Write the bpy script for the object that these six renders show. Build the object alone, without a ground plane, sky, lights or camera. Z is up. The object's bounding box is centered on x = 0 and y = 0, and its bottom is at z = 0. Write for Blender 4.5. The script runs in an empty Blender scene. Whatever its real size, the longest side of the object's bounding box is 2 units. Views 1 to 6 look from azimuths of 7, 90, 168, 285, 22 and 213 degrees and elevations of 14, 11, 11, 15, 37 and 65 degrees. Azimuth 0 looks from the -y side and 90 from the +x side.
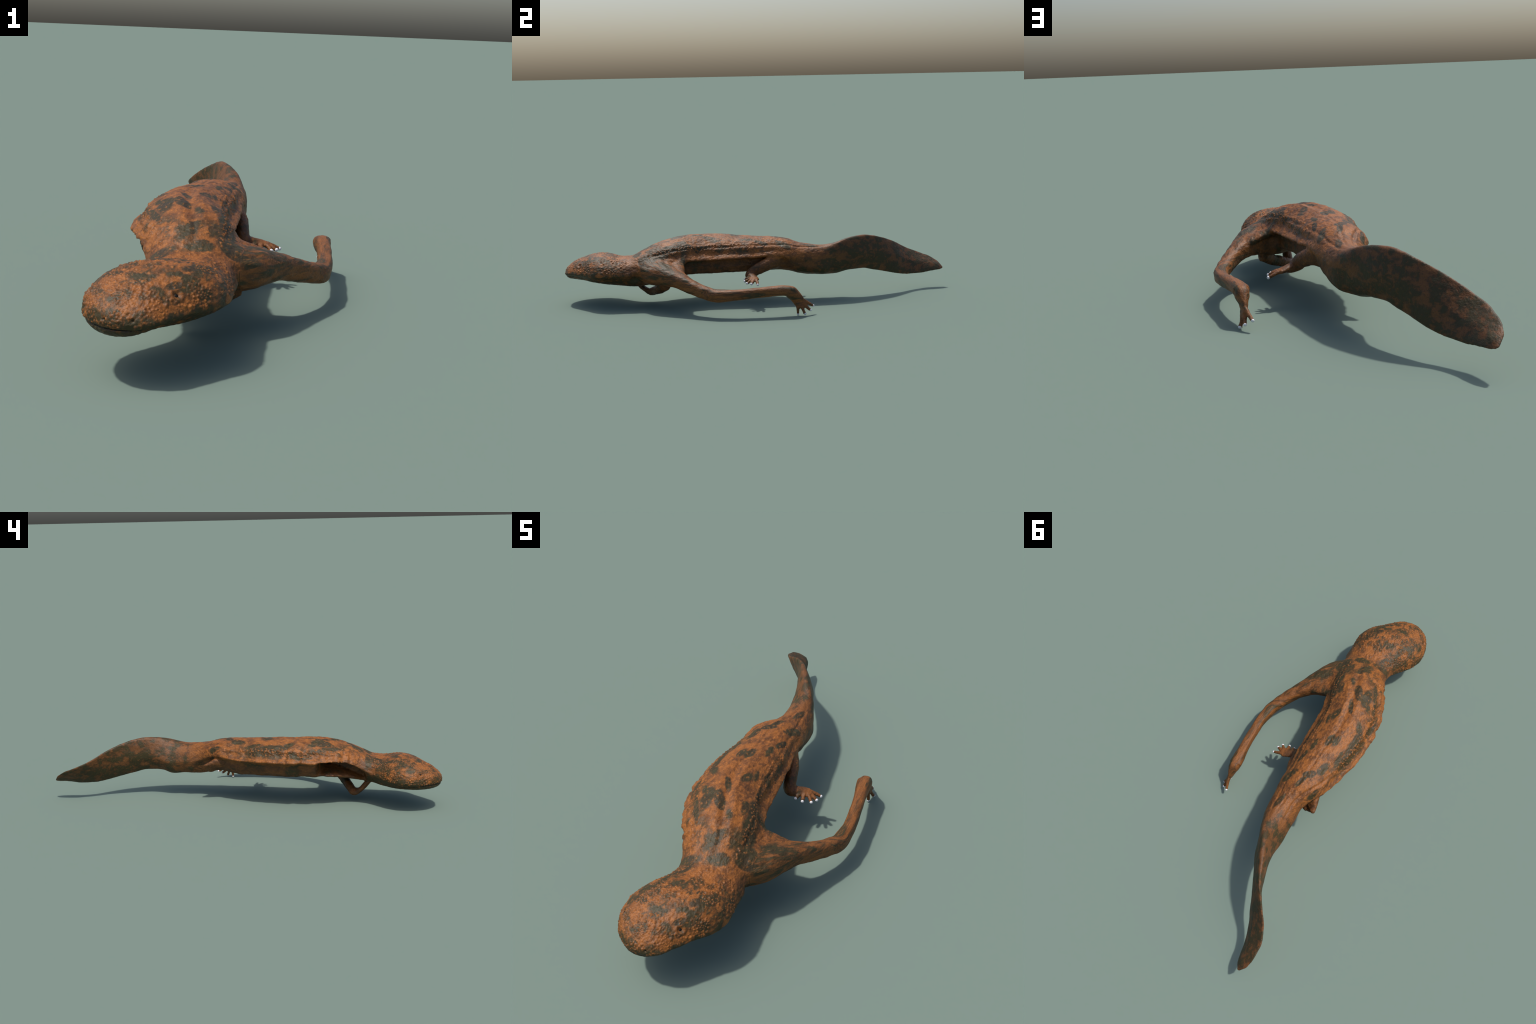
import bpy, bmesh, math
import numpy as np
from mathutils import Vector
from mathutils.bvhtree import BVHTree

RNG = np.random.default_rng(11)

# ------------------------------------------------------------------ helpers
def pchip(xs, ys, q):
    xs = np.asarray(xs, float); ys = np.asarray(ys, float); q = np.asarray(q, float)
    h = np.diff(xs); d = np.diff(ys) / h
    m = np.zeros_like(ys)
    for i in range(1, len(xs) - 1):
        if d[i-1] * d[i] > 0:
            w1 = 2*h[i] + h[i-1]; w2 = h[i] + 2*h[i-1]
            m[i] = (w1 + w2) / (w1/d[i-1] + w2/d[i])
    m[0] = d[0]; m[-1] = d[-1]
    i = np.clip(np.searchsorted(xs, q) - 1, 0, len(h) - 1)
    t = np.clip((q - xs[i]) / h[i], 0, 1)
    return ((2*t**3 - 3*t**2 + 1) * ys[i] + (t**3 - 2*t**2 + t) * h[i] * m[i]
            + (-2*t**3 + 3*t**2) * ys[i+1] + (t**3 - t**2) * h[i] * m[i+1])

def sstep(a, b, x):
    t = np.clip((x - a) / (b - a), 0, 1)
    return t * t * (3 - 2 * t)

_perm = np.random.default_rng(5).permutation(256)
_perm = np.concatenate([_perm, _perm, _perm])
_grad = np.random.default_rng(6).normal(size=(256, 3))
_grad /= np.linalg.norm(_grad, axis=1)[:, None]

def noise3(P, f=1.0, off=0.0):
    P = P * f + off
    i = np.floor(P).astype(int); t = P - i
    u = t**3 * (t * (t * 6 - 15) + 10)
    i &= 255
    out = 0
    for dx in (0, 1):
        for dy in (0, 1):
            for dz in (0, 1):
                g = _grad[_perm[_perm[_perm[(i[:, 0]+dx) & 255] + ((i[:, 1]+dy) & 255)] + ((i[:, 2]+dz) & 255)]]
                dot = g[:, 0]*(t[:, 0]-dx) + g[:, 1]*(t[:, 1]-dy) + g[:, 2]*(t[:, 2]-dz)
                w = ((u[:, 0] if dx else 1-u[:, 0]) * (u[:, 1] if dy else 1-u[:, 1])
                     * (u[:, 2] if dz else 1-u[:, 2]))
                out = out + w * dot
    return out * 1.6

def fbm(P, f, octs=3, off=0.0):
    r = 0; a = 1.0
    for k in range(octs):
        r = r + a * noise3(P, f * 2**k, off + 17.3 * k); a *= 0.5
    return r

def loft(rings, cap_lift=0.0):
    """closed rings (M,N,3) -> mesh verts, faces with end caps"""
    M, N, _ = rings.shape
    V = rings.reshape(-1, 3)
    a = np.arange(M-1)[:, None] * N; j = np.arange(N)[None, :]; k = (j + 1) % N
    F = np.stack([a + j, a + k, a + N + k, a + N + j], -1).reshape(-1, 4)
    c0 = rings[0].mean(0); c1 = rings[-1].mean(0)
    V = np.vstack([V, c0, c1])
    tri = [(int(k_), int(j_), M*N) for j_, k_ in zip(j[0], k[0])]
    tri += [((M-1)*N + int(j_), (M-1)*N + int(k_), M*N + 1) for j_, k_ in zip(j[0], k[0])]
    return V, [tuple(int(x) for x in f) for f in F] + tri

def closed_catmull(C, n):
    """C (R,K,2) closed control polygons -> (R,n,2)"""
    K = C.shape[1]
    s = np.arange(n) / n * K
    i = np.floor(s).astype(int); t = (s - i)[None, :, None]
    p0, p1, p2, p3 = (C[:, (i + d) % K] for d in (-1, 0, 1, 2))
    return 0.5 * (2*p1 + (p2-p0)*t + (2*p0-5*p1+4*p2-p3)*t**2 + (3*p1-p0-3*p2+p3)*t**3)

def tube(sp, n=40, per=14, ref=(0, 0, 1), power=2.0, end=(.55, .35)):
    """sp: rows x,y,z,a,b  (a: half width across, b: half width along ref)"""
    sp = np.asarray(sp, float)
    d = np.concatenate([[0], np.cumsum(np.linalg.norm(np.diff(sp[:, :3], axis=0), axis=1))])
    q = np.linspace(0, d[-1], per * (len(sp) - 1) + 1)
    # Catmull-like smoothness from pchip on each channel
    S = np.stack([pchip(d, sp[:, c], q) for c in range(5)], -1)
    P = S[:, :3]
    T = np.gradient(P, axis=0); T /= np.linalg.norm(T, axis=1)[:, None]
    ref = np.asarray(ref, float)
    A = np.cross(T, ref); A /= np.linalg.norm(A, axis=1)[:, None]
    B = np.cross(A, T)
    th = np.arange(n) / n * 2 * np.pi
    c = np.sign(np.cos(th)) * np.abs(np.cos(th))**(2/power)
    s = np.sign(np.sin(th)) * np.abs(np.sin(th))**(2/power)
    R = P[:, None] + A[:, None]*(S[:, 3][:, None]*c)[..., None] + B[:, None]*(S[:, 4][:, None]*s)[..., None]
    # rounded ends
    r0 = P[0] + (R[0]-P[0])*0.55 - T[0]*0.35*min(S[0, 3], S[0, 4])
    r1 = P[-1] + (R[-1]-P[-1])*end[0] + T[-1]*end[1]*min(S[-1, 3], S[-1, 4])
    R = np.concatenate([r0[None], R, r1[None]])
    V, F = loft(R)
    return V, F

def new_mesh(name, V, F):
    me = bpy.data.meshes.new(name)
    me.from_pydata([tuple(v) for v in V], [], F)
    me.update()
    return me

# ------------------------------------------------------------- body (spine loft)
# left skin fold / jaw / tail-side edge: y, x, z
EDGE_L = [(-1, -0.08, 0.155), (-0.994, -0.046, 0.155), (-0.977, -0.0146, 0.158), (-0.95, 0.008, 0.161), (-0.93, 0.0253, 0.163),
     (-0.893, 0.0543, 0.166), (-0.83, 0.105, 0.166), (-0.77, 0.121, 0.166), (-0.7, 0.116, 0.169), (-0.65, 0.116, 0.172),
     (-0.6, 0.108, 0.185), (-0.5, 0.1, 0.215), (-0.4, 0.085, 0.2272), (-0.33, 0.062, 0.23), (-0.29, 0.051, 0.23),
     (-0.165, 0.039, 0.231), (-0.038, 0.032, 0.236), (0.057, 0.02, 0.244), (0.137, 0.016, 0.2397), (0.211, 0.008, 0.222),
     (0.271, 0.003, 0.208), (0.33, -0.0072, 0.2), (0.4, -0.036, 0.2), (0.47, -0.0607, 0.214), (0.53, -0.0812, 0.222),
     (0.6, -0.1206, 0.224), (0.653, -0.1489, 0.215), (0.727, -0.193, 0.19), (0.8, -0.241, 0.158), (0.876, -0.27, 0.14),
     (0.931, -0.28, 0.13), (0.972, -0.285, 0.118), (0.992, -0.29, 0.107), (1, -0.288, 0.102)]
EDGE_R = [(-1, -0.108, 0.155), (-0.994, -0.13, 0.154), (-0.977, -0.156, 0.154), (-0.95, -0.186, 0.152), (-0.93, -0.197, 0.151),
     (-0.893, -0.214, 0.152), (-0.83, -0.221, 0.152), (-0.77, -0.202, 0.152), (-0.7, -0.157, 0.157), (-0.65, -0.135, 0.172),
     (-0.6, -0.138, 0.2), (-0.545, -0.163, 0.228), (-0.469, -0.2, 0.241), (-0.4, -0.229, 0.242), (-0.33, -0.247, 0.242),
     (-0.265, -0.254, 0.242), (-0.2, -0.256, 0.239), (-0.137, -0.254, 0.237), (-0.07, -0.245, 0.237), (0, -0.23, 0.237),
     (0.071, -0.211, 0.238), (0.12, -0.196, 0.242), (0.18, -0.1615, 0.232), (0.241, -0.143, 0.2082), (0.311, -0.1438, 0.1898),
     (0.405, -0.149, 0.188), (0.47, -0.1507, 0.2038), (0.53, -0.159, 0.2174), (0.6, -0.181, 0.212), (0.653, -0.197, 0.19),
     (0.727, -0.229, 0.161), (0.8, -0.269, 0.134), (0.876, -0.29, 0.119), (0.931, -0.296, 0.115), (0.972, -0.2979, 0.106),
     (0.992, -0.295, 0.099), (1, -0.29, 0.097)]
TOP = [(-1, -0.094, 0.163), (-0.994, -0.096, 0.174), (-0.977, -0.099, 0.192), (-0.95, -0.102, 0.211), (-0.908, -0.097, 0.229),
     (-0.85, -0.072, 0.2492), (-0.805, -0.057, 0.2559), (-0.76, -0.046, 0.2535), (-0.7, -0.03, 0.243), (-0.65, -0.015, 0.2452),
     (-0.587, -0.014, 0.273), (-0.52, -0.028, 0.301), (-0.45, -0.045, 0.32), (-0.4, -0.058, 0.33), (-0.33, -0.083, 0.334),
     (-0.25, -0.097, 0.334), (-0.168, -0.104, 0.332), (-0.1, -0.099, 0.328), (-0.025, -0.092, 0.324), (0.07, -0.096, 0.32),
     (0.156, -0.086, 0.308), (0.219, -0.073, 0.289), (0.265, -0.068, 0.283), (0.33, -0.066, 0.278), (0.4, -0.068, 0.289),
     (0.455, -0.089, 0.305), (0.5, -0.11, 0.312), (0.55, -0.136, 0.314), (0.6, -0.16, 0.306), (0.653, -0.19, 0.29),
     (0.727, -0.245, 0.256), (0.8, -0.301, 0.212), (0.876, -0.33, 0.178), (0.931, -0.331, 0.157), (0.972, -0.322, 0.132),
     (0.992, -0.305, 0.112), (1, -0.296, 0.102)]
BOT = [(-1, -0.094, 0.146), (-0.994, -0.097, 0.134), (-0.977, -0.103, 0.121), (-0.95, -0.11, 0.116), (-0.9, -0.107, 0.11),
     (-0.85, -0.085, 0.105), (-0.8, -0.067, 0.101), (-0.76, -0.048, 0.0986), (-0.7, -0.018, 0.098), (-0.62, 0.017, 0.104),
     (-0.52, -0.012, 0.1204), (-0.43, -0.0575, 0.1406), (-0.37, -0.075, 0.147), (-0.2, -0.1, 0.147), (0, -0.098, 0.148),
     (0.1, -0.09, 0.154), (0.15, -0.085, 0.149), (0.2, -0.08, 0.136), (0.265, -0.072, 0.126), (0.333, -0.066, 0.124),
     (0.4, -0.092, 0.121), (0.466, -0.097, 0.136), (0.541, -0.122, 0.139), (0.6, -0.14, 0.127), (0.653, -0.158, 0.115),
     (0.73, -0.185, 0.095), (0.8, -0.218, 0.082), (0.876, -0.244, 0.081), (0.931, -0.256, 0.088), (0.972, -0.268, 0.091),
     (0.992, -0.28, 0.093), (1, -0.284, 0.096)]

# half-section templates, (across, up): five above the edge, the edge, five below
SEC_HEAD = [(0, 1), (.37, .95), (.66, .79), (.86, .53), (.965, .25), (1, 0), (.94, -.20), (.82, -.46), (.63, -.72), (.34, -.94), (0, -1)]
SEC_TRUNK = [(0, 1), (.30, .95), (.56, .76), (.76, .52), (.83, .26), (1, 0), (.90, -.10), (.80, -.22), (.77, -.66), (.58, -.95), (0, -1)]
SEC_HIP = [(0, 1), (.30, .96), (.60, .81), (.83, .55), (.96, .27), (1, 0), (.98, -.27), (.92, -.55), (.74, -.82), (.40, -.97), (0, -1)]
SEC_TAIL = [(0, 1), (.32, .945), (.60, .71), (.82, .42), (.96, .18), (1, 0), (.96, -.19), (.82, -.44), (.60, -.73), (.32, -.95), (0, -1)]
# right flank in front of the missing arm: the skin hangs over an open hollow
SEC_HOLLOW = [(0, 1), (.30, .95), (.56, .78), (.78, .55), (.90, .30), (1, 0), (.91, .06), (.36, .60), (-.50, .06), (.80, -.76), (0, -1)]

def section_table(y):
    y = np.asarray(y)
    wh = 1 - sstep(-.70, -.52, y)
    wp = sstep(.06, .20, y)
    wt = wp * sstep(.32, .54, y)
    wp = wp - wt
    wb = 1 - wh - wt - wp
    base = sum(w[:, None, None]*np.array(t) for w, t in ((wh, SEC_HEAD), (wb, SEC_TRUNK), (wp, SEC_HIP), (wt, SEC_TAIL)))
    hol = sstep(-.63, -.56, y) * (1 - sstep(-.44, -.38, y))
    wall = wb[:, None, None]
    rt = np.array(SEC_TRUNK); rt[6:10] = [(.91, -.12), (.83, -.25), (.80, -.66), (.62, -.95)]
    lt = np.array(SEC_TRUNK); lt[6:10] = [(.90, -.08), (.72, -.15), (.68, -.64), (.54, -.95)]
    right0 = base + wall*(rt - np.array(SEC_TRUNK))
    base = base + wall*(lt - np.array(SEC_TRUNK))
    hw = (sstep(.06, .13, y) * (1 - sstep(.23, .31, y)))[:, None, None]
    rh = np.array(SEC_HIP); rh[6:10] = [(.89, -.12), (.76, -.30), (.68, -.65), (.48, -.95)]
    right0 = right0 + hw*(rh - right0)
    right = right0*(1-hol[:, None, None]) + np.array(SEC_HOLLOW)*hol[:, None, None]
    return base, right

def build_body():
    a = np.linspace(0, 1, 60)
    ys = np.concatenate([-1 + .05*a**2, np.linspace(-.95, .95, 560)[1:], 1 - .05*(1-a[1:])**2])
    def chan(tab):
        t = np.array(tab)
        return np.stack([pchip(t[:, 0], t[:, k], ys) for k in (1, 2)], -1)
    L, R, T, B = map(chan, (EDGE_L, EDGE_R, TOP, BOT))
    M = (L + R) / 2
    left, right = section_table(ys)
    # loose, lumpy skin folds: the right one is torn and wavy above the hollow
    Y3 = np.stack([ys, 0*ys, 0*ys], -1)
    tk = sstep(-.60, -.50, ys) * (1 - sstep(.08, .2, ys))
    tear = sstep(-.64, -.56, ys) * (1 - sstep(-.30, -.15, ys))
    L[:, 0] += tk*.005*fbm(Y3, 16, 3, 1.3); L[:, 1] += tk*.004*fbm(Y3, 14, 2, 7.7)
    R[:, 0] -= tk*.005*fbm(Y3, 18, 3, 4.1) + tear*.006*fbm(Y3, 45, 2, 2.2)
    R[:, 1] += tk*.004*fbm(Y3, 15, 2, 5.2) + tear*.005*fbm(Y3, 40, 2, 8.2)
    pts = []
    def point(ab, E):
        a_ = ab[:, 0:1]; b_ = ab[:, 1:2]
        up = np.where(b_ >= 0, b_, 0); dn = np.where(b_ < 0, -b_, 0)
        return M + a_*(E-M) + up*(T-M) + dn*(B-M)
    for i in range(11):
        pts.append(point(left[:, i], L))
    for i in range(9, 0, -1):
        pts.append(point(right[:, i], R))
    C = np.stack(pts, 1)
    S = closed_catmull(C, 160)
    rings = np.concatenate([S[..., :1], np.broadcast_to(ys[:, None, None], S.shape[:2] + (1,)), S[..., 1:]], -1)
    # ring order: want outward normals
    V, F = loft(rings)
    return V, F

ARM = [(-.05, -.508, .186, .124, .062), (.01, -.504, .184, .124, .066), (.06, -.490, .179, .117, .066), (.10, -.471, .176, .099, .058),
       (.143, -.436, .171, .069, .049), (.187, -.389, .161, .045, .039), (.231, -.334, .140, .032, .034),
       (.274, -.262, .117, .029, .031), (.300, -.196, .103, .028, .031), (.306, -.11, .106, .0240, .027),
       (.300, -.03, .112, .0230, .025), (.291, .05, .117, .0235, .025), (.283, .11, .120, .027, .025),
       (.278, .154, .117, .031, .024)]
# thin web of skin that fills the armpit
WEB = [(.00, -.410, .226, .050, .018), (.06, -.408, .218, .046, .018), (.115, -.402, .203, .040, .019),
       (.160, -.388, .184, .032, .021), (.200, -.362, .162, .024, .022)]
HAND = [(.279, .135, .120, .022, .022), (.279, .162, .108, .027, .031), (.279, .183, .085, .018, .029),
        (.281, .203, .058, .011, .028), (.285, .213, .044, .009, .028)]
FINGERS = [((.286, .192, .055), (.290, .192, .006)), ((.284, .206, .048), (.301, .225, .009)),
           ((.282, .215, .055), (.287, .251, .023)), ((.279, .222, .068), (.264, .265, .038))]
LEG = [(-0.05, 0.115, 0.205, 0.033, 0.038), (-0.01, 0.085, 0.205, 0.033, 0.036), (0.013, 0.045, 0.194, 0.027, 0.032), (0.026, 0, 0.176, 0.024, 0.03), (0.034, -0.033, 0.155, 0.024, 0.027),
     (0.043, -0.042, 0.146, 0.024, 0.023), (0.058, -0.034, 0.143, 0.022, 0.02), (0.078, -0.024, 0.143, 0.019, 0.014)]
FOOT = [(.060, -.032, .143, .016, .012), (.080, -.022, .143, .019, .011), (.097, -.017, .140, .022, .010),
        (.110, -.013, .137, .022, .0085)]
TOES = [((.083, -.032, .140), (.073, -.062, .133)), ((.096, -.034, .139), (.100, -.063, .128)),
        ((.108, -.028, .138), (.130, -.052, .125)), ((.112, -.018, .137), (.143, -.031, .124)),
        ((.112, -.006, .136), (.149, -.001, .121))]
FOLDED = [(-.045, -.66, .150, .022, .018), (-.050, -.625, .108, .021, .013), (-.050, -.585, .064, .021, .014),
          (-.046, -.558, .052, .022, .020), (-.010, -.528, .066, .022, .022), (.035, -.500, .082, .024, .023),
          (.085, -.465, .115, .030, .026)]
STUB = [(-0.125, 0.08, 0.205, 0.034, 0.034), (-0.15, 0.125, 0.202, 0.032, 0.038), (-0.159, 0.163, 0.184, 0.02, 0.046), (-0.163, 0.193, 0.167, 0.012, 0.048)]

def build_parts():
    parts = {}
    parts["body"] = [build_body()]
    parts["forelimb"] = [tube(ARM, power=2.6, end=(.86, .16)), tube(WEB)]
    parts["hand"] = [tube(HAND, ref=(0, 1, .3), power=2.4)]
    for b, t in FINGERS:
        b = np.array(b); t = np.array(t)
        m = (b*.5 + t*.5)
        parts["hand"].append(tube([(*b, .0095, .0095), (*m, .0080, .0080), (*t, .0076, .0076)], n=20, ref=(0, 1, .3)))
    parts["hindlimb"] = [tube(LEG)]
    parts["foot"] = [tube(FOOT)]
    for b, t in TOES:
        b = np.array(b); t = np.array(t); m = b*.5 + t*.5 + np.array([0, 0, .002])
        parts["foot"].append(tube([(*b, .0090, .0085), (*m, .0076, .0072), (*t, .0082, .0074)], n=20))
    parts["folded_forelimb"] = [tube(FOLDED, ref=(0, .8, .6))]
    parts["stub"] = [tube(STUB, ref=(-.69, -.22, .69))]
    return parts

# ------------------------------------------------------------- merge into one skin
def evaluated(ob):
    dg = bpy.context.evaluated_depsgraph_get()
    return bpy.data.meshes.new_from_object(ob.evaluated_get(dg))

def fix_normals(me):
    bm = bmesh.new(); bm.from_mesh(me)
    bmesh.ops.recalc_face_normals(bm, faces=bm.faces)
    bm.to_mesh(me); bm.free()

# joints where the limbs melt into the trunk: centre, radius, passes
JOINTS = [((.095, -.600, .195), .050, 70), ((.085, -.500, .245), .065, 120), ((.10, -.58, .13), .05, 50), ((.06, -.375, .21), .050, 60),
          ((.000, .085, .210), .055, 80), ((-.155, .11, .225), .035, 40)]

def fair(me):
    P = co_of(me)
    e = np.empty(len(me.edges)*2, np.int32); me.edges.foreach_get("vertices", e); e = e.reshape(-1, 2)
    for c, r, n in JOINTS:
        d = np.sqrt(((P - np.array(c))**2).sum(1))
        w = .6*(1 - sstep(.45*r, r*1.15, d))
        idx = np.flatnonzero(w > 0)
        use = e[(w[e] > 0).any(1)]
        a, b = use.T
        cnt = np.bincount(np.concatenate([a, b]), minlength=len(P))[idx]
        for _ in range(n):
            acc = np.stack([np.bincount(a, P[b, k], len(P)) + np.bincount(b, P[a, k], len(P)) for k in range(3)], -1)
            P[idx] += w[idx, None]*(acc[idx]/cnt[:, None] - P[idx])
    me.vertices.foreach_set("co", P.astype(np.float32).ravel()); me.update()

def merged_skin(parts, voxel=.0034):
    allV = []; allF = []; off = 0
    for lst in parts.values():
        for V, F in lst:
            me = new_mesh("piece", V, F); fix_normals(me)
            allV.append(V); allF += [tuple(i + off for i in p.vertices) for p in me.polygons]
            off += len(V); bpy.data.meshes.remove(me)
    me = new_mesh("raw_skin", np.vstack(allV), allF)
    ob = bpy.data.objects.new("raw_skin", me)
    bpy.context.collection.objects.link(ob)
    m = ob.modifiers.new("r", 'REMESH'); m.mode = 'VOXEL'; m.voxel_size = voxel
    s = ob.modifiers.new("s", 'SMOOTH'); s.factor = .5; s.iterations = 5
    mid = evaluated(ob)
    fair(mid)
    ob.modifiers.clear(); ob.data = mid; bpy.data.meshes.remove(me); me = mid
    u = ob.modifiers.new("u", 'SUBSURF'); u.levels = 1; u.render_levels = 1
    res = evaluated(ob)
    bpy.data.objects.remove(ob); bpy.data.meshes.remove(me)
    return res

# --------------------------------------------------------------- skin relief
def co_of(me):
    a = np.empty(len(me.vertices)*3, np.float32); me.vertices.foreach_get("co", a)
    return a.reshape(-1, 3).astype(float)

def no_of(me):
    a = np.empty(len(me.vertices)*3, np.float32); me.vertices.foreach_get("normal", a)
    return a.reshape(-1, 3).astype(float)

EYES = [(.013, -.904, .206), (-.190, -.900, .197)]
NOSTRILS = [(-.065, -.994, .166), (-.133, -.991, .165)]

def mouth_depth(P, N):
    x, y, z = P.T
    zm = .1405 - .010*sstep(-.95, -.80, y) + .004*noise3(P, 8, 4.4)
    m = (1 - sstep(-.82, -.76, y)) * .0050 * np.exp(-((z - zm)/.0030)**2) * (np.abs(N[:, 2]) < .9)
    for e in NOSTRILS:
        m = m + .0045*np.exp(-((P - snap(P, e))**2).sum(1)/.0040**2)
    return m

def snap(P, e):
    return P[((P - np.array(e))**2).sum(1).argmin()]

def relief(P, N):
    x, y, z = P.T
    d = np.zeros(len(P))
    up = N[:, 2]
    head = 1 - sstep(-.70, -.60, y)
    tail = sstep(.22, .40, y)
    limb = sstep(.10, .15, x) * sstep(-.66, -.60, y)
    trunk = (1-head)*(1-tail)*(1-limb)
    # wrinkled hide, lengthwise on the trunk, finer on the head
    Q = P * np.array([1.0, .45, 1.0])
    d += trunk * .0019 * fbm(Q, 26, 3, 3.1)
    d += (.7*trunk + .8*head) * .0013 * fbm(P*np.array([1, .7, 1]), 100, 2, 9.7)
    d += tail * .0008 * fbm(P*np.array([1, .6, 1.]), 40, 3, 1.9)
    d += limb * .0016 * fbm(P*np.array([1, .35, 1.]), 45, 3, 4.4)
    # long creases: spine hollow, flank grooves above the skin folds
    xt = pchip([t[0] for t in TOP], [t[1] for t in TOP], y)
    xl = pchip([t[0] for t in EDGE_L], [t[1] for t in EDGE_L], y)
    xr = pchip([t[0] for t in EDGE_R], [t[1] for t in EDGE_R], y)
    top = sstep(.2, .6, up) * trunk
    w = noise3(P*np.array([0, 1, 0]), 9, 3.3)
    hol = sstep(-.58, -.45, y)*(1 - sstep(-.30, -.10, y))
    d -= top*(.0018 + .003*hol)*np.exp(-((x - xt - .006*w)/(.006 + .008*hol))**2)
    d += top*.0035*hol*(np.exp(-((x - xt - .030)/.012)**2) + np.exp(-((x - xt + .034)/.014)**2))
    side = trunk * sstep(-.58, -.48, y) * sstep(-.1, .1, up)
    for off, dep, wid in ((.034, .0042, .0065), (.050, .0006, .0045), (.018, .0006, .0035)):
        n1 = noise3(P*np.array([0, 1, 0]), 11, off*90)
        wl = off + .006*n1
        amp = dep*np.clip(.55 + 1.1*noise3(P*np.array([.3, 1, .3]), 7, off*200), 0, 1.2)
        d -= side*amp*np.exp(-((xl - x - wl)/wid)**2)
        d -= side*amp*np.exp(-((x - xr - wl)/wid)**2)
    d -= mouth_depth(P, N)
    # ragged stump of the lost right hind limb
    st = np.exp(-(((P - np.array([-.170, .198, .168]))/np.array([.03, .03, .05]))**2).sum(1))
    d += st * .008 * fbm(P, 38, 2, 6.6)
    # puckered skin web on the shoulder
    sh = np.exp(-(((P - np.array([.12, -.50, .21]))/np.array([.06, .11, .06]))**2).sum(1))
    d += sh * .0045 * fbm(P @ np.array([[.8, .6, 0], [-.6, .8, 0], [0, 0, 1]]).T * np.array([.35, 1.2, 1.2]), 30, 2, 2.6)
    # eyes and nostrils: small pits
    for e in EYES:
        r2 = ((P - snap(P, e))**2).sum(1)
        d -= .0055*np.exp(-r2/.0075**2)
        d += .0022*np.exp(-((np.sqrt(r2) - .014)/.005)**2)
    return d

def warts(P, N, me):
    """round tubercles: dense on the head, rows along neck and flanks. returns height, mask"""
    cand = RNG.permutation(len(P))
    x, y, z = P.T
    tops = []
    cell = {}
    def free(p, r):
        c = tuple(int(v) for v in np.floor(p/.012))
        for i in (-1, 0, 1):
            for j in (-1, 0, 1):
                for k in (-1, 0, 1):
                    for q, s in cell.get((c[0]+i, c[1]+j, c[2]+k), ()):
                        if ((p-q)**2).sum() < (r+s)**2*.9:
                            return False
        return True
    dens = fbm(P, 13, 2, 2.0)
    for i in cand[:160000]:
        p = P[i]; n = N[i]
        rr = RNG.random()
        if p[1] < -.66 and n[2] > -.15:
            edge = abs(p[0] + .03 + .22*(p[1] + .75))
            side = sstep(.02, .09, np.array(edge)).item()
            want = .25 + .75*side
            if rr > want*sstep(-.12, .42, np.array(dens[i])).item(): continue
            r = .0027 + .0036*RNG.random()**1.7
            if p[1] < -.94: r *= .8
        elif p[1] < .12 and n[2] > .0 and abs(p[0]) < .3 and p[2] > .20:
            # rows that follow the flank grooves
            k = RNG.random()
            if n[2] > .8: continue
            fl = math.exp(-((p[2]-.280)/.016)**2) * (1 - sstep(-.15, .1, np.array(p[1])).item())
            if rr > fl*.07: continue
            r = .0028 + .0030*k
        else:
            continue
        if free(p, r):
            cell.setdefault(tuple(int(v) for v in np.floor(p/.012)), []).append((p, r))
            tops.append((p, r, n))
        if len(tops) > 1500: break
    # a row of larger beads above each skin fold
    for tab, sgn in ((EDGE_R, 1), (EDGE_L, -1)):
        ty = -.60
        while ty < -.05:
            ty += .013 + .010*RNG.random()
            if RNG.random() < .25: continue
            tx = float(pchip([t[0] for t in tab], [t[1] for t in tab], np.array([ty]))[0])
            near = np.flatnonzero((np.abs(y - ty) < .004) & (np.abs(x - tx - sgn*(.040 + .010*RNG.random())) < .004) & (N[:, 2] > 0) & (z > .2))
            if len(near): tops.append((P[near[0]], .0042 + .0022*RNG.random(), N[near[0]]))
    h = np.zeros(len(P)); mask = np.zeros(len(P), bool)
    # bin vertices
    key = np.floor(P/.012).astype(int)
    order = np.lexsort(key.T); ks = key[order]
    start = {}
    chg = np.flatnonzero(np.any(np.diff(ks, axis=0) != 0, axis=1)) + 1
    bounds = np.concatenate([[0], chg, [len(ks)]])
    for a, b in zip(bounds[:-1], bounds[1:]):
        start[tuple(ks[a])] = order[a:b]
    for p, r, n in tops:
        c = np.floor(p/.012).astype(int)
        idx = [start[t] for t in [(c[0]+i, c[1]+j, c[2]+k) for i in (-1, 0, 1) for j in (-1, 0, 1) for k in (-1, 0, 1)] if t in start]
        idx = np.concatenate(idx)
        dd = ((P[idx]-p)**2).sum(1)/r**2
        hh = np.where(dd < 1.6, r*.62*(np.exp(-dd*1.7) - .066), 0)
        h[idx] = np.maximum(h[idx], hh)
        mask[idx[dd < .80]] = True
    return h, mask

# ------------------------------------------------------------------ materials
def hexc(h):
    c = [int(h[i:i+2], 16)/255 for i in (0, 2, 4)]
    return tuple(v/12.92 if v <= .04045 else ((v+.055)/1.055)**2.4 for v in c) + (1,)

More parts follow.
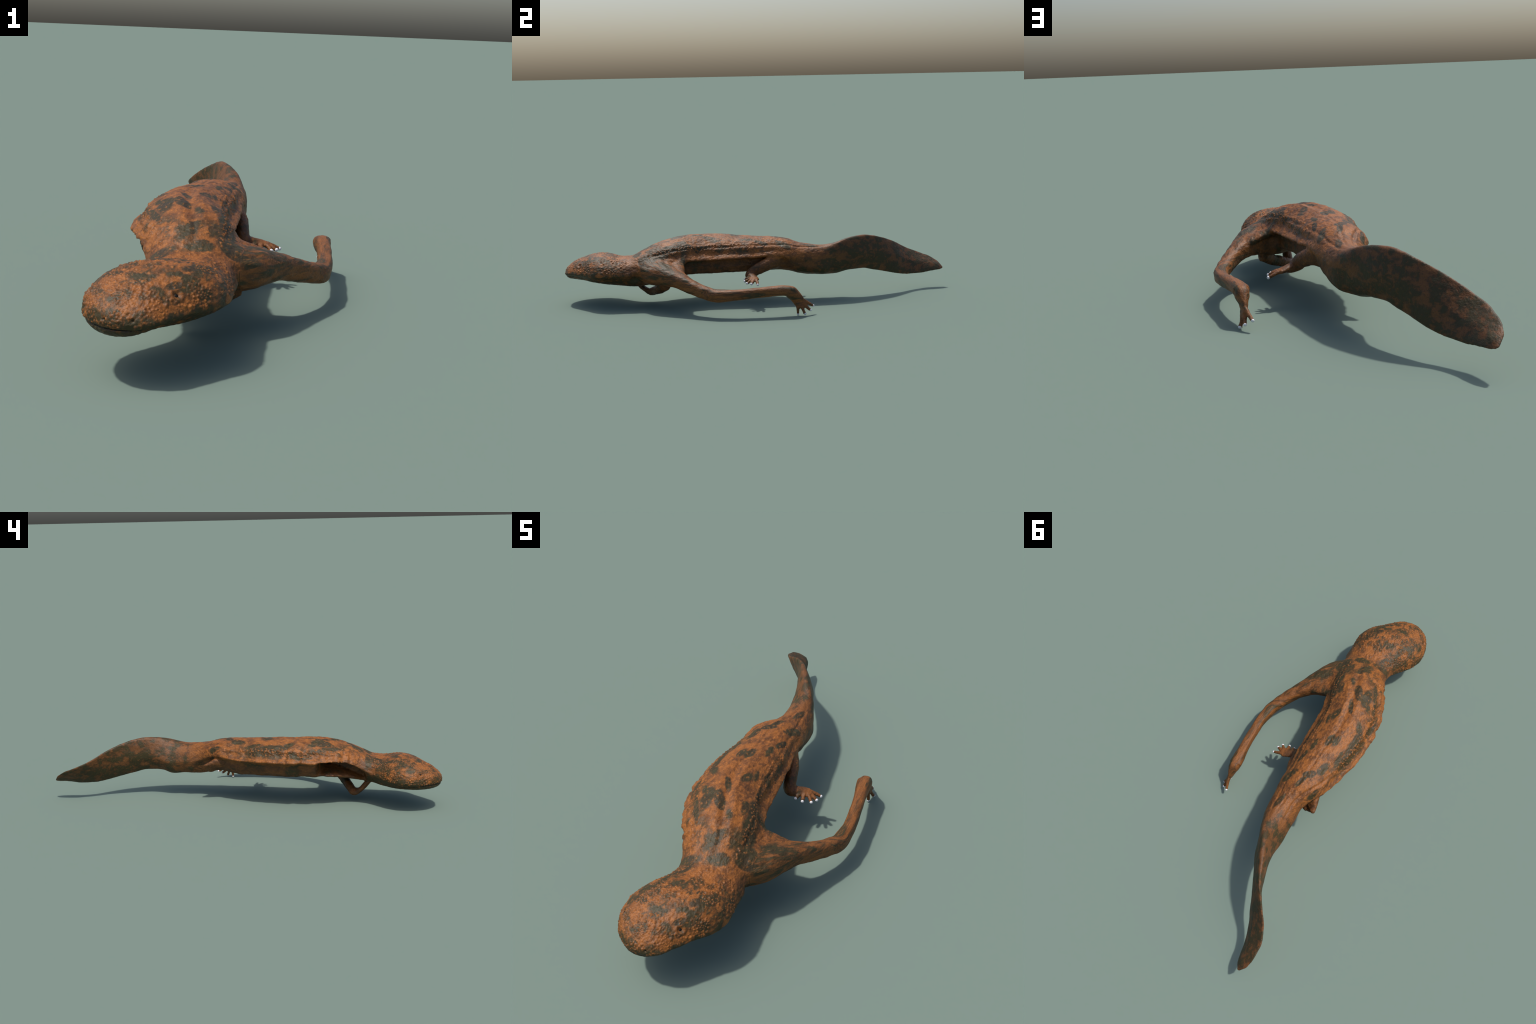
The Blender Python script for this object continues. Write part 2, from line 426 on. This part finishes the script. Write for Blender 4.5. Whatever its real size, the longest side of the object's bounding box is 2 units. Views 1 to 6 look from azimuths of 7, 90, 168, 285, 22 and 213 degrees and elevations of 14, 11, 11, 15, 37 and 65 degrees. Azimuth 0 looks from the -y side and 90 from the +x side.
class NT:
    def __init__(self, name):
        self.m = bpy.data.materials.new(name); self.m.use_nodes = True
        self.t = self.m.node_tree; self.t.nodes.clear()
        self.out = self.t.nodes.new("ShaderNodeOutputMaterial")
        self.b = self.t.nodes.new("ShaderNodeBsdfPrincipled")
        self.t.links.new(self.b.outputs[0], self.out.inputs[0])
    def n(self, kind, **kw):
        nd = self.t.nodes.new("ShaderNode" + kind)
        for k, v in kw.items(): setattr(nd, k, v)
        return nd
    def l(self, a, b): self.t.links.new(a, b)
    def setin(self, nd, i, v):
        if hasattr(v, "is_linked") or isinstance(v, bpy.types.NodeSocket): self.l(v, nd.inputs[i])
        else: nd.inputs[i].default_value = v
    def math(self, op, a, b=0.0, c=None, clamp=False):
        nd = self.n("Math", operation=op, use_clamp=clamp)
        self.setin(nd, 0, a); self.setin(nd, 1, b)
        if c is not None: self.setin(nd, 2, c)
        return nd.outputs[0]
    def noise(self, vec, scale, detail=3, rough=.55, dist=0.0):
        nd = self.n("TexNoise"); self.l(vec, nd.inputs["Vector"])
        nd.inputs["Scale"].default_value = scale; nd.inputs["Detail"].default_value = detail
        nd.inputs["Roughness"].default_value = rough; nd.inputs["Distortion"].default_value = dist
        return nd.outputs[0]
    def ramp(self, v, lo, hi):
        nd = self.n("MapRange", interpolation_type='SMOOTHSTEP')
        self.setin(nd, 0, v); nd.inputs[1].default_value = lo; nd.inputs[2].default_value = hi
        return nd.outputs[0]
    def mix(self, f, a, b):
        nd = self.n("Mix", data_type='RGBA')
        self.setin(nd, 0, f); self.setin(nd, 6, a); self.setin(nd, 7, b)
        return nd.outputs[2]
    def scalevec(self, vec, s):
        nd = self.n("Mapping"); self.l(vec, nd.inputs[0]); nd.inputs["Scale"].default_value = s
        return nd.outputs[0]

# dark blotches on back, neck, flanks and head: x, y, half width, half length, turn
SPOTS = [(0.150, -0.455, 0.0224, 0.0520, -0.90), (0.205, -0.360, 0.0122, 0.0500, -0.55), (0.105, -0.575, 0.0122, 0.0400, -1.10), (0.290, -0.225, 0.0102, 0.0200, 0.20),
         (0.005, -0.613, 0.0194, 0.0430, -4.38), (-0.030, -0.554, 0.0153, 0.0440, -3.48), (-0.025, -0.456, 0.0122, 0.0200, 0.53), (-0.084, -0.404, 0.0153, 0.0410, 0.55),
         (-0.134, -0.396, 0.0194, 0.0530, 0.16), (-0.159, -0.360, 0.0143, 0.0350, 0.81), (-0.046, -0.243, 0.0143, 0.0340, -0.29), (-0.028, -0.208, 0.0092, 0.0360, 0.13),
         (-0.186, -0.237, 0.0143, 0.0410, 0.64), (-0.204, -0.187, 0.0153, 0.0510, 0.15), (-0.205, -0.105, 0.0173, 0.0690, 0.09), (-0.127, -0.124, 0.0102, 0.0270, -0.05),
         (-0.097, -0.110, 0.0133, 0.0310, -0.18), (-0.091, -0.317, 0.0092, 0.0330, 0.47), (-0.179, -0.050, 0.0092, 0.0420, 0.07), (-0.144, 0.029, 0.0143, 0.0370, -0.14),
         (-0.103, 0.091, 0.0133, 0.0300, -0.92), (-0.089, 0.130, 0.0102, 0.0390, -0.26), (-0.026, 0.123, 0.0133, 0.0410, -0.46), (0.074, -0.550, 0.0265, 0.0450, -0.39),
         (0.057, -0.478, 0.0204, 0.0480, 0.35), (0.036, -0.401, 0.0133, 0.0680, 0.28), (0.016, -0.305, 0.0071, 0.0260, 0.20), (0.009, -0.394, 0.0133, 0.0280, 0.22),
         (-0.041, -0.055, 0.0102, 0.0310, -0.07), (-0.024, 0.018, 0.0082, 0.0350, -0.18), (-0.156, -0.446, 0.0082, 0.0680, 0.49), (-0.224, -0.284, 0.0082, 0.0410, -0.06),
         (0.037, -0.806, 0.0153, 0.0410, -4.01), (-0.073, -0.892, 0.0153, 0.0310, -4.15), (-0.076, -0.772, 0.0102, 0.0370, -3.87), (-0.146, -0.805, 0.0173, 0.0440, -3.87),
         (-0.149, -0.860, 0.0133, 0.0270, 1.23), (-0.091, -0.676, 0.0204, 0.0510, -3.79), (-0.104, -0.637, 0.0153, 0.0350, -4.53), (0.019, -0.772, 0.0082, 0.0150, -3.87),
         (-0.169, -0.921, 0.0082, 0.0390, 0.71), (-0.047, 0.268, 0.0102, 0.0360, -0.18), (-0.168, 0.144, 0.0071, 0.0330, -0.36), (0.002, -0.891, 0.0082, 0.0210, -4.01),
         (0.067, -0.374, 0.0102, 0.0270, -4.59)]

def skin_material(name, wart=False):
    k = NT(name)
    co = k.n("TexCoord").outputs["Object"]
    sep = k.n("SeparateXYZ"); k.l(co, sep.inputs[0])
    X, Y, Z = sep.outputs[0], sep.outputs[1], sep.outputs[2]
    # region masks
    head = k.ramp(Y, -.62, -.74)
    tail = k.ramp(Y, .16, .46)
    limb = k.math('MULTIPLY', k.ramp(X, .075, .135), k.ramp(Y, -.66, -.60))
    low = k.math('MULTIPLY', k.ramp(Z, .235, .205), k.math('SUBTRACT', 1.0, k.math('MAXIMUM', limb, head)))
    # grain: lengthwise on the body, along the bone in the limb
    body_v = k.scalevec(co, (1, .65, 1))
    rot = k.n("Mapping"); k.l(co, rot.inputs[0]); rot.inputs["Rotation"].default_value = (0, 0, math.radians(40))
    upper_v = k.scalevec(rot.outputs[0], (1.6, .25, 1.6))
    fore_v = k.scalevec(co, (1.7, .22, 1.7))
    vm = k.n("Mix", data_type='VECTOR'); k.l(k.ramp(Y, -.28, -.18), vm.inputs[0]); k.l(upper_v, vm.inputs[4]); k.l(fore_v, vm.inputs[5])
    vl = k.n("Mix", data_type='VECTOR'); k.l(k.ramp(X, .11, .112), vl.inputs[0]); k.l(body_v, vl.inputs[4]); k.l(vm.outputs[1], vl.inputs[5])
    v = vl.outputs[1]
    fine = k.noise(v, 95, 4, .65)
    mid = k.noise(v, 30, 4, .6, .3)
    large = k.noise(v, 9, 4, .62, .5)
    grain = k.noise(co, 260, 2, .6)
    # ground colour
    col = k.mix(k.ramp(mid, .36, .64), hexc(C_ORANGE[0]), hexc(C_ORANGE[1]))
    col = k.mix(k.math('MULTIPLY', k.ramp(fine, .46, .70), .65), col, hexc(C_ORANGE[2]))
    tcol = k.mix(k.ramp(mid, .36, .64), hexc(C_TAIL[0]), hexc(C_TAIL[1]))
    tcol = k.mix(k.math('MULTIPLY', k.ramp(fine, .50, .70), .6), tcol, hexc(C_TAIL[2]))
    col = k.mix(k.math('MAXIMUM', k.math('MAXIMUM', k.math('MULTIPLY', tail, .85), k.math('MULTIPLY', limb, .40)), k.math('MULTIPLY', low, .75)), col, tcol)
    col = k.mix(k.math('MULTIPLY', k.ramp(grain, .46, .70), .42), col, hexc("2c1c10"))
    # dark olive pigment
    dcol = k.mix(k.ramp(mid, .38, .62), hexc(C_DARK[0]), hexc(C_DARK[1]))
    dcol = k.mix(k.math('MULTIPLY', k.ramp(fine, .52, .72), .45), dcol, hexc(C_DARK[2]))
    lo = k.math('SUBTRACT', .588, k.math('MULTIPLY', head, .160))
    lo = k.math('SUBTRACT', lo, k.math('MULTIPLY', tail, .125))
    lo = k.math('SUBTRACT', lo, k.math('MULTIPLY', limb, k.math('SUBTRACT', .115, k.math('MULTIPLY', k.ramp(Y, -.30, -.18), .040))))
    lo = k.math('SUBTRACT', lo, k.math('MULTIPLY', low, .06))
    wl = k.math('SUBTRACT', .46, k.math('MULTIPLY', tail, .18))
    # olive cheeks and throat
    chin = k.math('MULTIPLY', k.ramp(Y, -.55, -.62), k.ramp(k.math('ADD', Z, k.math('MULTIPLY', k.math('SUBTRACT', large, .5), .10)), .180, .150))
    lo = k.math('SUBTRACT', lo, k.math('MULTIPLY', chin, .075))
    pat = k.math('ADD', k.math('MULTIPLY', large, wl), k.math('MULTIPLY', mid, k.math('SUBTRACT', 1.0, wl)))
    nm = k.n("MapRange", interpolation_type='SMOOTHSTEP'); k.l(pat, nm.inputs[0]); k.l(lo, nm.inputs[1])
    k.l(k.math('ADD', lo, .115), nm.inputs[2])
    m = nm.outputs[0]
    wob = k.math('MULTIPLY', k.math('SUBTRACT', k.noise(co, 34, 4, .65), .5), 2.2)
    wob = k.math('ADD', wob, k.math('MULTIPLY', k.math('SUBTRACT', k.noise(co, 13, 2, .5), .5), 2.6))
    tot = None
    for (sx, sy, rx, ry, ang) in SPOTS:
        ca, sa = math.cos(ang), math.sin(ang)
        dx = k.math('SUBTRACT', X, sx); dy = k.math('SUBTRACT', Y, sy)
        a = k.math('ADD', k.math('MULTIPLY', dx, ca/rx), k.math('MULTIPLY', dy, sa/rx))
        b = k.math('ADD', k.math('MULTIPLY', dx, -sa/ry), k.math('MULTIPLY', dy, ca/ry))
        r2 = k.math('ADD', k.math('MULTIPLY', a, a), k.math('MULTIPLY', b, b))
        tot = r2 if tot is None else k.math('MINIMUM', tot, r2)
    s = k.math('SUBTRACT', 1.0, k.ramp(k.math('ADD', tot, wob), .75, 1.9))
    s = k.math('MULTIPLY', s, k.ramp(Z, .18, .22))
    m = k.math('MAXIMUM', m, s)
    # olive band along the flank grooves
    band = k.math('MULTIPLY', k.ramp(Z, .246, .264), k.ramp(Z, .312, .288))
    band = k.math('MULTIPLY', band, k.math('MULTIPLY', k.ramp(Y, .16, -.10), k.ramp(Y, -.64, -.56)))
    band = k.math('MULTIPLY', band, k.ramp(pat, .44, .54))
    m = k.math('MAXIMUM', m, k.math('MULTIPLY', band, .9))
    m = k.math('MULTIPLY', m, k.math('SUBTRACT', 1.0, k.math('MULTIPLY', k.ramp(fine, .52, .70), .62)))
    if wart:
        m = k.math('MULTIPLY', m, .32)
    m = k.math('MULTIPLY', m, k.math('SUBTRACT', .92, k.math('MULTIPLY', tail, .08)))
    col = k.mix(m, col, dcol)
    k.l(col, k.b.inputs["Base Color"])
    k.l(k.math('ADD', .44, k.math('MULTIPLY', fine, .18)), k.b.inputs["Roughness"])
    k.b.inputs["Specular IOR Level"].default_value = .34
    bump = k.n("Bump"); bump.inputs["Strength"].default_value = .75; bump.inputs["Distance"].default_value = .003
    h = k.math('ADD', k.math('MULTIPLY', k.noise(co, 170, 3, .6), .55), k.math('ADD', k.math('MULTIPLY', fine, .6), k.math('MULTIPLY', mid, .8)))
    k.l(h, bump.inputs["Height"]); k.l(bump.outputs[0], k.b.inputs["Normal"])
    return k.m

def plain_material(name, c, rough=.35, spec=.5):
    k = NT(name)
    co = k.n("TexCoord").outputs["Object"]
    a = hexc(c); b = tuple(v*.8 for v in a[:3]) + (1,)
    k.l(k.mix(k.noise(co, 90, 2), a, b), k.b.inputs["Base Color"])
    k.b.inputs["Roughness"].default_value = rough
    k.b.inputs["Specular IOR Level"].default_value = spec
    return k.m

C_ORANGE = ("8c5422", "5f3a1b", "aa682b")
C_TAIL = ("5d3c1f", "412a16", "6c4420")
C_DARK = ("272514", "353118", "473c1c")

# ----------------------------------------------------------------- assemble
def ellipsoid(center, axis, ra, rb, seg=16, rings=10):
    bm = bmesh.new()
    bmesh.ops.create_uvsphere(bm, u_segments=seg, v_segments=rings, radius=1)
    q = Vector((0, 0, 1)).rotation_difference(Vector(axis).normalized())
    for v in bm.verts:
        p = Vector((v.co.x*rb, v.co.y*rb, v.co.z*ra))
        v.co = q @ p + Vector(center)
    for f in bm.faces: f.smooth = True
    me = bpy.data.meshes.new("claw"); bm.to_mesh(me); bm.free()
    return me

def main():
    parts = build_parts()
    me = merged_skin(parts)
    P = co_of(me); N = no_of(me)
    h, wmask = warts(P, N, me)
    P2 = P + N * (relief(P, N) + h)[:, None]
    # label every vertex by the piece it lies on
    lab = np.zeros(len(P), int); names = list(parts)
    near_limb = np.zeros(len(P), bool); boxes = []
    for li, nm in enumerate(names):
        for V, F in parts[nm]:
            box = np.all((P > V.min(0) - .012) & (P < V.max(0) + .012), axis=1)
            boxes.append((li, V, F, box))
            if nm != "body": near_limb |= box
    best = np.where(near_limb, 1e9, 0.0)
    for li, V, F, box in boxes:
        bv = BVHTree.FromPolygons([tuple(v) for v in V], F)
        for i in np.flatnonzero(box & near_limb):
            r = bv.find_nearest(P[i], .05)
            if r[0] is not None and r[3] < best[i]:
                best[i] = r[3]; lab[i] = li
    body = names.index("body")
    lab[(lab == names.index("folded_forelimb")) & (P[:, 2] > .125)] = body
    kind = np.array(names, object)[lab]
    isb = lab == body
    kind[isb & (P[:, 1] < -.655)] = "head"
    kind[isb & (P[:, 1] >= -.655) & (P[:, 1] < .27)] = "trunk"
    kind[isb & (P[:, 1] >= .27)] = "tail"
    order = ["head", "trunk", "tail", "forelimb", "hand", "hindlimb", "foot", "folded_forelimb", "stub"]
    code = np.array([order.index(k) for k in kind])

    me.vertices.foreach_set("co", P2.astype(np.float32).ravel()); me.update()
    VN = no_of(me)
    lv = np.empty(len(me.loops), np.int32); me.loops.foreach_get("vertex_index", lv)
    quads = lv.reshape(-1, 4)
    fc = np.max(code[quads], axis=1)
    # majority instead of max for stability
    cs = np.sort(code[quads], axis=1); fc = cs[:, 1]
    fw = wmask[quads].sum(1) >= 2
    fm = (mouth_depth(P, N)[quads] > .0029).all(1)

    skin = skin_material("blotched_skin")
    wart = skin_material("wart_skin", True)
    mats = {"head": skin, "trunk": skin, "tail": skin, "limb": skin}
    white = plain_material("claw_horn", "e4e2e4", .3)
    eyem = plain_material("eye_black", "100f0b", .55, .2)
    dark_crease = plain_material("dark_mouth_and_nostril_line", "15110b", .6, .2)  # near-black colour on the deepest faces of the mouth crease and nostril pits

    col = bpy.context.collection
    root = bpy.data.objects.new("giant_salamander", None); col.objects.link(root)
    root["label"] = "warty orange-brown giant salamander with dark olive blotches"
    root["category"] = "salamander"

    final = {"head": ("head", "head"), "trunk": ("torso", "trunk"), "tail": ("tail", "tail"),
             "forelimb": ("forelimb", "limb"), "hand": ("hand", "limb"), "hindlimb": ("hindlimb", "limb"),
             "foot": ("foot", "limb"), "folded_forelimb": ("forelimb", "limb"), "stub": ("hindlimb", "limb")}
    obs = {}
    for ci, key in enumerate(order):
        sel = np.flatnonzero(fc == ci)
        q = quads[sel]
        u, inv = np.unique(q, return_inverse=True)
        inv = inv.reshape(-1, 4)
        nm, mk = final[key]
        m2 = bpy.data.meshes.new(nm)
        m2.vertices.add(len(u)); m2.vertices.foreach_set("co", P2[u].astype(np.float32).ravel())
        m2.loops.add(inv.size); m2.loops.foreach_set("vertex_index", inv.astype(np.int32).ravel())
        m2.polygons.add(len(inv)); m2.polygons.foreach_set("loop_start", np.arange(0, inv.size, 4, dtype=np.int32))
        m2.materials.append(mats[mk]); m2.materials.append(wart); m2.materials.append(dark_crease)
        m2.polygons.foreach_set("material_index", np.where(fm[sel], 2, fw[sel]).astype(np.int32))
        m2.update(calc_edges=True)
        m2.polygons.foreach_set("use_smooth", np.ones(len(inv), bool))
        m2.normals_split_custom_set_from_vertices([tuple(v) for v in VN[u]])
        ob = bpy.data.objects.new(nm, m2); col.objects.link(ob)
        obs[key] = ob
    for key, ob in obs.items():
        ob.parent = {"hand": obs["forelimb"], "foot": obs["hindlimb"]}.get(key, root)
    for lst, par, r in ((FINGERS, "forelimb", .0070), (TOES, "hindlimb", .0070)):
        for b, t in lst:
            b = np.array(b); t = np.array(t); d = (t-b)/np.linalg.norm(t-b)
            mc = ellipsoid(t + d*.0034 + np.array([0, 0, .0012]), d, .0058, .0062)
            mc.materials.append(white)
            o = bpy.data.objects.new("claw", mc); col.objects.link(o); o.parent = obs[par]
    for e in EYES:
        i = ((P - np.array(e))**2).sum(1).argmin()
        mc = ellipsoid(P[i] - N[i]*.0066, N[i], .0044, .0066); mc.name = "eye"
        mc.materials.append(eyem)
        o = bpy.data.objects.new("eye", mc); col.objects.link(o); o.parent = obs["head"]
    bpy.data.meshes.remove(me)

main()
